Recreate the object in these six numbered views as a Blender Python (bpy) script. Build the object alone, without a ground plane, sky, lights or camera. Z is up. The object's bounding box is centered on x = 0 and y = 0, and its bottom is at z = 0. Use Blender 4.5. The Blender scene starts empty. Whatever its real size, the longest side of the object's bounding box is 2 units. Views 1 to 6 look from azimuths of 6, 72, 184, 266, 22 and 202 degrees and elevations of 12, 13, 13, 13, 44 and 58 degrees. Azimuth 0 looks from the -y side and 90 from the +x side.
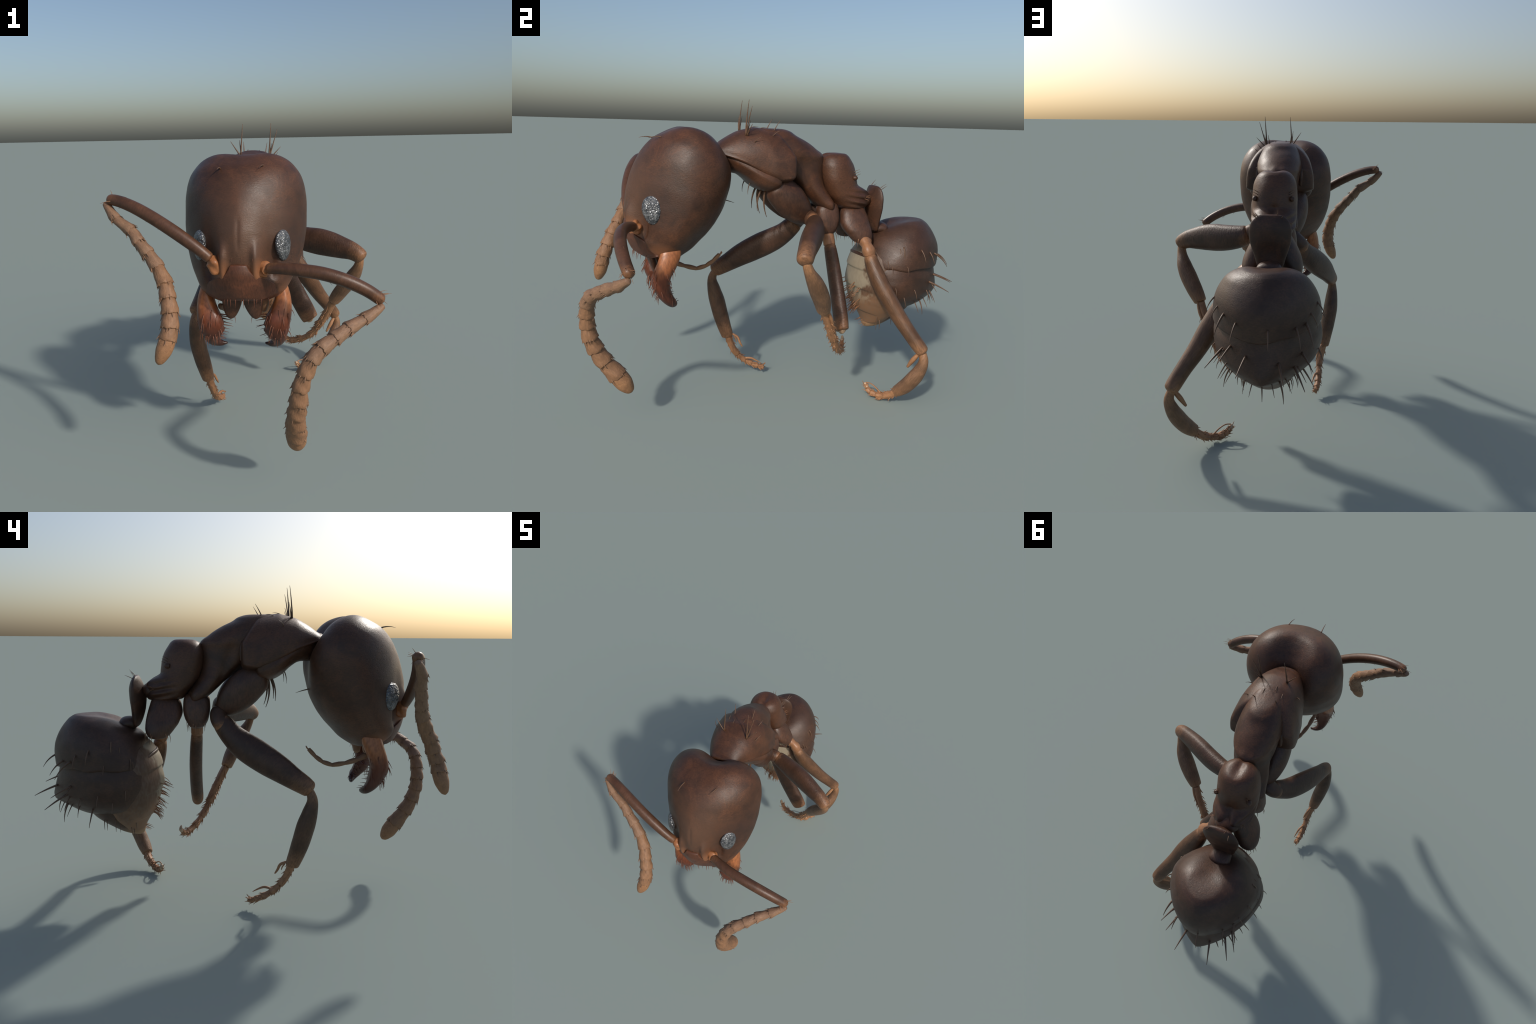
# A worker ant, built part by part: lofted cuticle plates, tube-like limbs, setae.
import bpy, math, random
import numpy as np
from mathutils import Matrix, Vector
from mathutils.bvhtree import BVHTree

rng = np.random.default_rng(7)
random.seed(7)
SURF = {}          # object name -> BVH tree in world space
WORLD = {}         # object name -> world matrix

# ------------------------------------------------------------------ helpers
def pchip(x, y, xi):
    x = np.asarray(x, float); y = np.asarray(y, float)
    h = np.diff(x); d = np.diff(y) / h
    m = np.zeros(len(x))
    for i in range(1, len(x) - 1):
        if d[i-1] * d[i] > 0:
            w1 = 2*h[i] + h[i-1]; w2 = h[i] + 2*h[i-1]
            m[i] = (w1 + w2) / (w1/d[i-1] + w2/d[i])
    m[0], m[-1] = d[0], d[-1]
    k = np.clip(np.searchsorted(x, xi) - 1, 0, len(x) - 2)
    t = (xi - x[k]) / h[k]
    return ((1 + 2*t)*(1-t)**2*y[k] + t*(1-t)**2*h[k]*m[k]
            + t*t*(3-2*t)*y[k+1] + t*t*(t-1)*h[k]*m[k+1])

def gauss(v, c, s):
    return np.exp(-((v - c) / s) ** 2)

def smooth(a, b, v):
    t = np.clip((v - a) / (b - a), 0, 1)
    return t * t * (3 - 2 * t)

def norm(v):
    v = np.asarray(v, float)
    return v / (np.linalg.norm(v) + 1e-12)

def add_object(name, verts, faces, mat, parent=None, M=None, bvh=False, subsurf=0):
    """verts are world positions; M is the local frame the mesh is stored in."""
    verts = np.asarray(verts, float)
    M = Matrix.Identity(4) if M is None else M
    if bvh:
        tree = BVHTree.FromPolygons([tuple(v) for v in verts], faces)
    inv = np.array(M.inverted())
    loc = verts @ inv[:3, :3].T + inv[:3, 3]
    me = bpy.data.meshes.new(name)
    me.from_pydata(loc.tolist(), [], faces)
    me.polygons.foreach_set('use_smooth', [True] * len(me.polygons))
    me.update()
    if isinstance(mat, (list, tuple)):
        for m_ in mat: me.materials.append(m_)
    else:
        me.materials.append(mat)
    ob = bpy.data.objects.new(name, me)
    place(ob, M, parent)
    if bvh: SURF[ob.name] = tree
    return ob

def place(ob, M, parent):
    bpy.context.scene.collection.objects.link(ob)
    if parent is not None:
        ob.parent = parent
        ob.matrix_parent_inverse = WORLD[parent.name].inverted()
    ob.matrix_basis = M
    WORLD[ob.name] = M.copy()

def ring_faces(nr, nu, pole0, pole1):
    f = []
    for i in range(nr - 1):
        for j in range(nu):
            a = i*nu + j; b = i*nu + (j+1) % nu
            f.append((a, b, b + nu, a + nu))
    for j in range(nu):
        f.append((pole0, (j+1) % nu, j))
        a = (nr-1)*nu
        f.append((pole1, a + j, a + (j+1) % nu))
    return f

def orient(V, F):
    V = np.asarray(V); q = np.array([f if len(f) == 4 else (f[0], f[1], f[2], f[2]) for f in F])
    a, b, c, d = V[q[:, 0]], V[q[:, 1]], V[q[:, 2]], V[q[:, 3]]
    tot = (a*np.cross(b, c)).sum() + (a*np.cross(c, d)).sum()
    return F if tot > 0 else [tuple(reversed(f)) for f in F]

def loft(rows, nv=90, nu=80, deform=None, frame=None):
    """rows: (s, t0, t1, tm, w, p0, p1): a closed section at height s that spans
    t0..t1 in depth and -w..w across; p0, p1 are the superellipse exponents."""
    R = np.array(rows, float)
    d = np.sqrt((np.diff(R[:, [0, 1, 2, 4]], axis=0) ** 2).sum(1)) + 1e-6
    u = np.r_[0, np.cumsum(d)]
    ui = np.linspace(0, u[-1], nv)
    C = np.stack([pchip(u, R[:, k], ui) for k in range(7)], 1)
    th = np.linspace(0, 2*np.pi, nu, endpoint=False)
    c, s_ = np.cos(th), np.sin(th)
    S, T0, T1, TM, W, P0, P1 = [C[:, k:k+1] for k in range(7)]
    P = np.where(s_[None] < 0, P0, P1)
    ex = 2.0 / P
    X = W * np.sign(c) * np.abs(c)[None] ** ex
    D = np.where(s_[None] < 0, TM - T0, T1 - TM)
    T = TM + D * np.sign(s_) * np.abs(s_)[None] ** ex
    V = np.stack([X, T, np.broadcast_to(S, X.shape)], -1).reshape(-1, 3)
    pole = np.array([[0, R[0, 3], R[0, 0]], [0, R[-1, 3], R[-1, 0]]])
    V = np.vstack([V, pole])
    if deform is not None: V = deform(V)
    if frame is not None: V = frame(V)
    F = ring_faces(nv, nu, nv*nu, nv*nu + 1)
    return V, orient(V - V.mean(0), F)

def by_z(V):   # section plane horizontal: (x, y, z)
    return V
def by_y(V):   # section plane upright: t is z, s is y
    return np.stack([V[:, 0], V[:, 2], V[:, 1]], -1)
def shifted(x0, lean=0.0, z0=0.0):
    def f(V):
        W = V.copy(); W[:, 0] += x0 + lean * (V[:, 2] - z0); return W
    return f

def spline(P, n, dense_ends=True):
    P = np.asarray(P, float)
    u = np.r_[0, np.cumsum(np.linalg.norm(np.diff(P, axis=0), axis=1) ** 0.75)]
    t = np.linspace(0, 1, n)
    if dense_ends:
        t = 0.55 * t + 0.45 * (0.5 - 0.5*np.cos(np.pi * t))
    t *= u[-1]
    Q = np.vstack([2*P[0] - P[1], P, 2*P[-1] - P[-2]])
    uu = np.r_[-u[1], u, 2*u[-1] - u[-2]]
    out = np.zeros((n, 3))
    for i, x in enumerate(t):
        k = int(np.clip(np.searchsorted(u, x) - 1, 0, len(P) - 2))
        p = Q[k:k+4]; q = uu[k:k+4]
        A1 = (q[1]-x)/(q[1]-q[0])*p[0] + (x-q[0])/(q[1]-q[0])*p[1]
        A2 = (q[2]-x)/(q[2]-q[1])*p[1] + (x-q[1])/(q[2]-q[1])*p[2]
        A3 = (q[3]-x)/(q[3]-q[2])*p[2] + (x-q[2])/(q[3]-q[2])*p[3]
        B1 = (q[2]-x)/(q[2]-q[0])*A1 + (x-q[0])/(q[2]-q[0])*A2
        B2 = (q[3]-x)/(q[3]-q[1])*A2 + (x-q[1])/(q[3]-q[1])*A3
        out[i] = (q[2]-x)/(q[2]-q[1])*B1 + (x-q[1])/(q[2]-q[1])*B2
    return out, t / u[-1], u / u[-1]

def tube(P, RA, RB=None, ref=(0, 0, 1), n=40, nu=28, cap=(None, None), wob=None, p=2.0):
    """A limb: control points P, half-widths RA along ref and RB across it."""
    RB = RA if RB is None else RB
    C, t, u = spline(P, n)
    ra = pchip(u, RA, t); rb = pchip(u, RB, t)
    L = np.r_[0, np.cumsum(np.linalg.norm(np.diff(C, axis=0), axis=1))]
    c0 = cap[0] if cap[0] is not None else RA[0]
    c1 = cap[1] if cap[1] is not None else RA[-1]
    f = np.ones(n)
    f *= np.sqrt(np.clip(1 - np.clip(1 - L / c0, 0, 1) ** 2, 0.0004, 1))
    f *= np.sqrt(np.clip(1 - np.clip(1 - (L[-1] - L) / c1, 0, 1) ** 2, 0.0004, 1))
    T = np.gradient(C, axis=0); T /= np.linalg.norm(T, axis=1)[:, None]
    ref = norm(ref)
    A = ref[None] - (T @ ref)[:, None] * T
    A /= np.linalg.norm(A, axis=1)[:, None]
    Bv = np.cross(T, A)
    th = np.linspace(0, 2*np.pi, nu, endpoint=False)
    ex = 2.0 / p
    ca = np.sign(np.cos(th)) * np.abs(np.cos(th)) ** ex
    sa = np.sign(np.sin(th)) * np.abs(np.sin(th)) ** ex
    g = np.ones((n, nu)) if wob is None else wob(t[:, None], th[None])
    V = (C[:, None] + (ra*f)[:, None, None] * (g*ca[None])[..., None] * A[:, None]
         + (rb*f)[:, None, None] * (g*sa[None])[..., None] * Bv[:, None]).reshape(-1, 3)
    V = np.vstack([V, C[:1], C[-1:]])
    F = orient(V - V.mean(0), ring_faces(n, nu, n*nu, n*nu + 1))
    z = norm(C[-1] - C[0]); x = norm(A[n // 2] - np.dot(A[n // 2], z) * z); y = np.cross(z, x)
    M = Matrix(((x[0], y[0], z[0], C[0][0]), (x[1], y[1], z[1], C[0][1]),
                (x[2], y[2], z[2], C[0][2]), (0, 0, 0, 1)))
    return V, F, M

def limb(name, mat, parent, P, RA, RB=None, ref=(0, 0, 1), bvh=False, **kw):
    V, F, M = tube(P, RA, RB, ref, **kw)
    return add_object(name, V, F, mat, parent, M, bvh)

def join_parts(parts):
    VV, FF, o = [], [], 0
    for V, F in parts:
        VV.append(V); FF += [tuple(i + o for i in f) for f in F]; o += len(V)
    return np.vstack(VV), FF

def grain(V, amp, freq, seed=0):
    """cheap smooth lumpiness: a sum of sines in random directions"""
    r = np.random.default_rng(seed); out = np.zeros(len(V))
    for k in range(7):
        d = norm(r.normal(size=3)) * freq * r.uniform(0.6, 1.5)
        out += np.sin(V @ d + r.uniform(0, 6.28))
    return amp * out / 3.0

# ------------------------------------------------------------------ materials
class Nodes:
    def __init__(self, name):
        self.m = bpy.data.materials.new(name); self.m.use_nodes = True
        self.t = self.m.node_tree; self.t.nodes.clear()
        self.out = self.n('ShaderNodeOutputMaterial'); self.b = self.n('ShaderNodeBsdfPrincipled')
        self.l(self.b.outputs[0], self.out.inputs[0])
        self.tc = self.n('ShaderNodeTexCoord')
    def n(self, k): return self.t.nodes.new(k)
    def l(self, a, b): self.t.links.new(a, b)
    def coord(self, which='Object', scale=(1, 1, 1), rot=(0, 0, 0)):
        m = self.n('ShaderNodeMapping'); m.inputs['Scale'].default_value = scale
        m.inputs['Rotation'].default_value = rot
        self.l(self.tc.outputs[which], m.inputs[0]); return m.outputs[0]
    def noise(self, vec, scale, detail=4, rough=0.55, dist=0.0):
        n = self.n('ShaderNodeTexNoise'); n.inputs['Scale'].default_value = scale
        n.inputs['Detail'].default_value = detail; n.inputs['Roughness'].default_value = rough
        n.inputs['Distortion'].default_value = dist
        self.l(vec, n.inputs['Vector']); return n.outputs['Fac']
    def voronoi(self, vec, scale, feature='F1'):
        n = self.n('ShaderNodeTexVoronoi'); n.feature = feature
        n.inputs['Scale'].default_value = scale; self.l(vec, n.inputs['Vector']); return n.outputs['Distance']
    def ramp(self, fac, stops):
        r = self.n('ShaderNodeValToRGB'); e = r.color_ramp.elements
        while len(e) < len(stops): e.new(0.5)
        for k, (p, c) in enumerate(stops):
            e[k].position = p; e[k].color = (c if hasattr(c, '__len__') else (c, c, c)) + (1,) if hasattr(c, '__len__') else (c, c, c, 1)
        self.l(fac, r.inputs[0]); return r.outputs[0]
    def mix(self, fac, a, b, mode='MIX'):
        x = self.n('ShaderNodeMix'); x.data_type = 'RGBA'; x.blend_type = mode
        for s, v in ((0, fac), (6, a), (7, b)):
            if hasattr(v, 'default_value'): self.l(v, x.inputs[s])
            else: x.inputs[s].default_value = v if s == 0 else tuple(v) + (1,)
        return x.outputs[2]
    def math(self, op, a, b=0.0):
        x = self.n('ShaderNodeMath'); x.operation = op
        for s, v in ((0, a), (1, b)):
            if hasattr(v, 'default_value'): self.l(v, x.inputs[s])
            else: x.inputs[s].default_value = v
        return x.outputs[0]
    def sep(self, vec):
        s = self.n('ShaderNodeSeparateXYZ'); self.l(vec, s.inputs[0]); return s.outputs
    def dist(self, vec, p):
        v = self.n('ShaderNodeVectorMath'); v.operation = 'DISTANCE'
        self.l(vec, v.inputs[0]); v.inputs[1].default_value = p; return v.outputs['Value']
    def bump(self, h, strength, dist=0.004, prev=None):
        b = self.n('ShaderNodeBump'); b.inputs['Strength'].default_value = strength
        b.inputs['Distance'].default_value = dist; self.l(h, b.inputs['Height'])
        if prev is not None: self.l(prev, b.inputs['Normal'])
        return b.outputs[0]
    def done(self, col, rough=0.45, spec=0.5, normal=None, **kw):
        if hasattr(col, 'default_value'): self.l(col, self.b.inputs['Base Color'])
        else: self.b.inputs['Base Color'].default_value = tuple(col) + (1,)
        if hasattr(rough, 'default_value'): self.l(rough, self.b.inputs['Roughness'])
        else: self.b.inputs['Roughness'].default_value = rough
        self.b.inputs['Specular IOR Level'].default_value = spec
        if normal is not None: self.l(normal, self.b.inputs['Normal'])
        for k, v in kw.items(): self.b.inputs[k].default_value = v
        return self.m

DARK = (0.046, 0.0210, 0.0122)
BROWN = (0.096, 0.0395, 0.0190)
RUST = (0.128, 0.050, 0.0225)
TAN = (0.30, 0.155, 0.080)
ORANGE = (0.46, 0.170, 0.060)
PALE = (0.47, 0.40, 0.30)

def cuticle(name, base=BROWN, dark=DARK, rust=RUST, stretch=(110, 110, 260), extra=None, rough=0.45):
    N = Nodes(name)
    P = N.coord('Object')
    c = N.mix(N.ramp(N.noise(P, 4.5, 5, 0.6, 0.6), [(0.36, 0.0), (0.62, 1.0)]), dark, base)
    c = N.mix(N.ramp(N.noise(P, 9.0, 6, 0.65, 1.2), [(0.45, 0.0), (0.68, 0.7)]), c, rust)
    fine = N.noise(N.coord('Object', stretch), 1.0, 3, 0.6, 0.8)
    c = N.mix(N.ramp(fine, [(0.36, 0.5), (0.62, 0.0)]), c, tuple(0.6*v for v in dark))
    if extra: c = extra(N, P, c)
    nrm = N.bump(fine, 0.30, 0.003)
    nrm = N.bump(N.noise(P, 26, 3), 0.08, 0.006, nrm)
    rg = N.ramp(N.noise(P, 12, 4), [(0.3, rough - 0.07), (0.7, rough + 0.08)])
    return N.done(c, rg, 0.44, nrm)

def head_extra(N, P, c):
    for x in (-0.2, 0.2):      # dark patch round each compound eye
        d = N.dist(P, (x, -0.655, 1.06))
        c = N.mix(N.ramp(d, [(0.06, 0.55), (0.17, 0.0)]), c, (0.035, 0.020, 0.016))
    for x in (-0.085, 0.085):  # frontal lobes by the antennal sockets go amber
        d = N.dist(P, (x, -0.765, 0.905))
        c = N.mix(N.ramp(d, [(0.025, 0.85), (0.078, 0.0)]), c, (0.29, 0.118, 0.050))
    for x in (-0.15, 0.15):    # amber fold above the mandibles
        d = N.dist(P, (x, -0.615, 0.795))
        c = N.mix(N.ramp(d, [(0.03, 0.75), (0.085, 0.0)]), c, (0.26, 0.105, 0.045))
    d = N.dist(P, (0.0, -0.77, 1.08))   # paler patch on the frons
    return N.mix(N.ramp(d, [(0.05, 0.45), (0.26, 0.0)]), c, (0.14, 0.078, 0.050))

def limb_skin(name, mid, ends, lo=0.16, hi=0.84, p0=1.0, p1=1.0, stretch=(60, 60, 190), rough=0.45, bump=0.5):
    """brown shaft that turns amber towards the joints, along the limb's own axis"""
    N = Nodes(name)
    P = N.coord('Object')
    g = N.sep(N.tc.outputs['Generated'])[2]
    wob = N.math('ADD', g, N.math('MULTIPLY', N.math('SUBTRACT', N.noise(P, 14, 4), 0.5), 0.22))
    body = N.mix(N.ramp(N.noise(P, 10, 5, 0.6, 0.8), [(0.38, 0.0), (0.64, 1.0)]), tuple(0.58*v for v in mid), mid)
    k = N.ramp(wob, [(0.0, p0), (lo, 0.0), (hi, 0.0), (1.0, p1)])
    c = N.mix(k, body, ends)
    fine = N.noise(N.coord('Object', stretch), 1.0, 3, 0.6, 0.6)
    c = N.mix(N.ramp(fine, [(0.36, 0.5), (0.60, 0.0)]), c, tuple(0.4*v for v in mid))
    nrm = N.bump(fine, bump, 0.004)
    return N.done(c, rough, 0.42, nrm)

def plain(name, a, b, scale=20, stretch=(80, 80, 80), rough=0.5, bump=0.3):
    N = Nodes(name); P = N.coord('Object')
    c = N.mix(N.ramp(N.noise(P, scale, 5, 0.65), [(0.35, 0.0), (0.65, 1.0)]), a, b)
    fine = N.noise(N.coord('Object', stretch), 1.0, 4, 0.65, 0.5)
    c = N.mix(N.ramp(fine, [(0.32, 0.45), (0.6, 0.0)]), c, tuple(0.45*v for v in a))
    return N.done(c, rough, 0.45, N.bump(fine, bump, 0.004))

def eye_skin():
    N = Nodes('eye_facets'); P = N.coord('Object')
    v = N.voronoi(P, 120)
    c = N.mix(N.ramp(N.noise(P, 45, 3), [(0.35, 0.0), (0.65, 1.0)]), (0.055, 0.059, 0.068), (0.20, 0.21, 0.22))
    c = N.mix(N.ramp(v, [(0.42, 0.0), (0.75, 0.75)]), c, (0.03, 0.032, 0.037))
    nrm = N.bump(N.ramp(v, [(0.0, 1.0), (0.8, 0.0)]), 0.6, 0.006)
    return N.done(c, 0.2, 0.9, nrm, Metallic=0.2)

def mandible_skin():
    N = Nodes('mandible_cuticle'); P = N.coord('Object')
    g = N.sep(N.tc.outputs['Generated'])[2]
    w = N.math('ADD', g, N.math('MULTIPLY', N.math('SUBTRACT', N.noise(P, 22, 4), 0.5), 0.25))
    c = N.ramp(w, [(0.0, (0.42, 0.16, 0.06)), (0.30, (0.36, 0.125, 0.045)), (0.47, (0.15, 0.040, 0.017)),
                   (0.80, (0.085, 0.024, 0.012)), (0.97, (0.030, 0.012, 0.010))])
    fine = N.noise(N.coord('Object', (110, 110, 30)), 1.0, 3)
    c = N.mix(N.ramp(fine, [(0.35, 0.4), (0.6, 0.0)]), c, (0.06, 0.02, 0.01))
    return N.done(c, 0.36, 0.5, N.bump(fine, 0.2, 0.004))

def belly_skin():
    N = Nodes('belly_membrane'); P = N.coord('Object')
    n = N.noise(P, 9.0, 4, 0.6, 0.6)
    x, y, z = N.sep(P)
    # pale membrane shows only along the midline; the sides are brown like the plates
    across = N.math('ADD', N.math('ABSOLUTE', N.math('SUBTRACT', x, 0.015)), N.math('MULTIPLY', N.math('SUBTRACT', n, 0.5), 0.20))
    k = N.ramp(across, [(0.088, 0.0), (0.108, 1.0)])
    c = N.mix(k, (0.29, 0.245, 0.178), (0.11, 0.060, 0.036))
    low = N.ramp(N.math('ADD', z, N.math('MULTIPLY', N.noise(P, 9, 4), 0.10)), [(0.52, 1.0), (0.60, 0.0)])
    c = N.mix(N.math('MULTIPLY', low, N.ramp(across, [(0.12, 1.0), (0.17, 0.25)])), c, (0.25, 0.13, 0.068))    # the tip of the belly is amber
    fine = N.noise(N.coord('Object', (90, 90, 40)), 1.0, 4)
    c = N.mix(N.ramp(fine, [(0.35, 0.3), (0.6, 0.0)]), c, (0.2, 0.15, 0.11))
    return N.done(c, 0.5, 0.4, N.bump(fine, 0.25, 0.004))

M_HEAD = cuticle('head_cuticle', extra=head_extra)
M_BODY = cuticle('body_cuticle')
M_GAST = cuticle('gaster_cuticle', base=(0.074, 0.037, 0.0225), rust=(0.100, 0.045, 0.025), stretch=(110, 110, 230))
M_COXA = cuticle('coxa_cuticle', base=(0.095, 0.046, 0.029), stretch=(120, 120, 50))
M_CLYP = cuticle('clypeus_cuticle', base=(0.125, 0.046, 0.024), dark=(0.07, 0.030, 0.018), rust=(0.17, 0.06, 0.028), stretch=(150, 60, 60))
M_EYE = eye_skin()
M_MAND = mandible_skin()
M_SOCK = plain('socket_membrane', (0.40, 0.165, 0.065), (0.30, 0.115, 0.045), 30, rough=0.4)
M_SCAPE = limb_skin('scape_cuticle', (0.120, 0.054, 0.029), (0.25, 0.112, 0.050), 0.10, 0.90, 0.6, 0.9, rough=0.4, bump=0.15)
M_FLAG = plain('flagellum_cuticle', (0.27, 0.155, 0.090), (0.21, 0.115, 0.068), 26, (150, 150, 45), 0.6, 0.6)
M_FLLOW = plain('lower_flagellum_cuticle', (0.295, 0.155, 0.080), (0.225, 0.118, 0.062), 30, (150, 150, 45), 0.6, 0.6)
M_FLTIP = plain('flagellum_tip_cuticle', (0.36, 0.185, 0.088), (0.29, 0.145, 0.070), 40, (120, 120, 120), 0.6, 0.6)
M_FEM = limb_skin('femur_cuticle', (0.092, 0.044, 0.0255), (0.28, 0.135, 0.064), 0.10, 0.79)
M_FEMP = limb_skin('pale_femur_cuticle', (0.165, 0.082, 0.042), (0.33, 0.165, 0.080), 0.10, 0.84, stretch=(170, 170, 36), bump=0.35)
M_TIB = limb_skin('tibia_cuticle', (0.130, 0.067, 0.037), (0.30, 0.150, 0.072), 0.18, 0.72, 0.9, 1.0, (150, 150, 60), bump=0.6)
M_TIBP = limb_skin('pale_tibia_cuticle', (0.26, 0.138, 0.074), (0.40, 0.200, 0.092), 0.25, 0.8, 1.0, 0.6, (180, 180, 34), bump=0.8)
M_TROB = limb_skin('trochanter_band_cuticle', (0.105, 0.050, 0.028), (0.40, 0.175, 0.070), 0.05, 0.72, 0.3, 0.95)
M_TARS = plain('tarsus_cuticle', (0.40, 0.20, 0.095), (0.29, 0.14, 0.068), 30, (120, 120, 60), 0.5, 0.5)
M_TROC = plain('trochanter_cuticle', (0.34, 0.165, 0.080), (0.25, 0.12, 0.06), 24, (90, 90, 60), 0.42, 0.25)
M_CLAW = plain('claw_horn', (0.55, 0.40, 0.27), (0.42, 0.26, 0.15), 40, rough=0.4)
M_SETA = plain('seta_horn', (0.16, 0.088, 0.050), (0.11, 0.06, 0.036), 40, rough=0.45, bump=0.1)
M_ASETA = plain('amber_seta_horn', (0.34, 0.165, 0.080), (0.25, 0.12, 0.06), 40, rough=0.45, bump=0.1)
M_RSETA = plain('rust_seta_horn', (0.19, 0.060, 0.028), (0.13, 0.045, 0.022), 40, rough=0.45, bump=0.1)
M_BELLY = belly_skin()

# ------------------------------------------------------------------ setae
def seta_shape(curve, ratio, n=9, nu=7):
    t = np.linspace(0, 1, n)
    C = np.stack([curve * t**2, 0*t, t * (1 - 0.25*abs(curve)*t)], -1)
    V = []
    th = np.linspace(0, 2*np.pi, nu, endpoint=False)
    for i in range(n):
        r = ratio * (1 - 0.78 * t[i]**1.3)
        V += [(C[i, 0] + r*np.cos(a), r*np.sin(a), C[i, 2]) for a in th]
    V += [tuple(C[0]), tuple(C[-1])]
    return np.array(V), ring_faces(n, nu, n*nu, n*nu + 1)

def seta_mesh(name, curve, ratio, mat):
    V, F = seta_shape(curve, ratio)
    me = bpy.data.meshes.new(name); me.from_pydata(V.tolist(), [], orient(V - V.mean(0), F))
    me.polygons.foreach_set('use_smooth', [True]*len(me.polygons)); me.materials.append(mat)
    return me

SETA = {('dark', 0): seta_mesh('seta_straight', 0.08, 0.047, M_SETA),
        ('dark', 1): seta_mesh('seta_bent', 0.30, 0.049, M_SETA),
        ('dark', 2): seta_mesh('seta_hooked', 0.75, 0.048, M_SETA),
        ('amber', 0): seta_mesh('amber_seta_straight', 0.10, 0.045, M_ASETA),
        ('amber', 1): seta_mesh('amber_seta_bent', 0.30, 0.045, M_ASETA),
        ('thin', 0): seta_mesh('tall_seta', 0.05, 0.027, M_SETA),
        ('rust', 0): seta_mesh('rust_seta_straight', 0.08, 0.050, M_RSETA),
        ('rust', 1): seta_mesh('rust_seta_bent', 0.30, 0.050, M_RSETA)}

def frame_from(z, x):
    z = norm(z); x = np.asarray(x, float); x = x - np.dot(x, z)*z
    if np.linalg.norm(x) < 1e-4: x = np.cross(z, [0.3, 0.8, 0.1])
    x = norm(x); y = np.cross(z, x)
    return x, y, z

def seta(parent, surf, at, lean, length, kind='dark', var=0, stand=0.7, droop=(0, 0, -1), name='seta'):
    """root snapped to the surface; stands along its normal, leaning towards lean"""
    loc, nrm, _, _ = SURF[surf.name].find_nearest(Vector(at))
    d = norm(np.array(nrm)*stand + norm(lean)*(1 - stand))
    x, y, z = frame_from(d, droop)
    L = length; o = np.array(loc) - 0.004*d
    M = Matrix(((x[0]*L, y[0]*L, z[0]*L, o[0]), (x[1]*L, y[1]*L, z[1]*L, o[1]),
                (x[2]*L, y[2]*L, z[2]*L, o[2]), (0, 0, 0, 1)))
    ob = bpy.data.objects.new(name, SETA[(kind, var)])
    place(ob, M, parent)
    return ob

def spine_geo(o, d, length, r):
    """a small stout spine as bare geometry, for the uncountable ones"""
    x, y, z = frame_from(d, rng.normal(size=3))
    V = []
    for k, (h, q) in enumerate(((-.15, 1.0), (.35, .85), (.75, .5), (1.0, .12))):
        for a in np.linspace(0, 2*np.pi, 5, endpoint=False):
            V.append(o + z*h*length + r*q*(x*np.cos(a) + y*np.sin(a)) + x*0.12*length*h*h)
    V += [V[0]*0 + o - z*0.15*length, o + z*length + x*0.12*length]
    return np.array(V), ring_faces(4, 5, 20, 21)

def stuff(name, parts, mat, parent):
    V, F = join_parts(parts)
    ob = add_object(name, V, F, mat, parent); ob['kind'] = 'stuff'; return ob

# ------------------------------------------------------------------ the ant
ant = bpy.data.objects.new('ant', None)
ant.empty_display_size = 0.2
place(ant, Matrix.Identity(4), None)
ant['label'] = 'brown worker ant with big head, elbowed antennae and sparse bristles'
ant['category'] = 'ant'

# ---------------- head: long axis runs from the crown down to the mouth
HA = np.array([0.0, -0.43, 1.375]); HD = np.array([0, -0.346, -0.938]); HN = np.array([0, -0.938, 0.346])
def head_frame(V):
    return HA + V[:, 2:3]*HD + V[:, 1:2]*HN + V[:, 0:1]*np.array([1.0, 0, 0])
def hp(x, t, s):
    return head_frame(np.array([[x, t, s]], float))[0]

def head_deform(V):
    x, t, s = V[:, 0].copy(), V[:, 1].copy(), V[:, 2].copy()
    ax = np.abs(x)
    back = smooth(0.12, -0.12, t); top = smooth(0.20, 0.0, s)
    # the crown is notched between two lobes, deepest towards the neck
    notch = gauss(x, 0, 0.088)
    s2 = s + notch * top * (0.018 + 0.038*back)
    t2 = t + notch * smooth(0.0, -0.15, t) * gauss(s, 0.12, 0.12) * 0.042
    # frons: median groove and the two frontal carinae flanking the sockets
    front = smooth(0.05, 0.14, t)
    t2 -= front * gauss(x, 0, 0.008) * smooth(0.31, 0.38, s) * smooth(0.49, 0.43, s) * 0.0045
    t2 += front * gauss(ax, 0.068, 0.018) * smooth(0.40, 0.50, s) * smooth(0.60, 0.56, s) * 0.028
    side = smooth(0.02, 0.10, t)
    t2 -= side * gauss(ax, 0.122, 0.026) * gauss(s, 0.505, 0.060) * 0.036
    t2 -= side * gauss(ax, 0.120, 0.030) * gauss(s, 0.42, 0.07) * 0.010
    t2 += grain(V, 0.0010, 26, 3)
    return np.stack([x + grain(V, 0.0008, 22, 4), t2, s2], -1)

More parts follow.
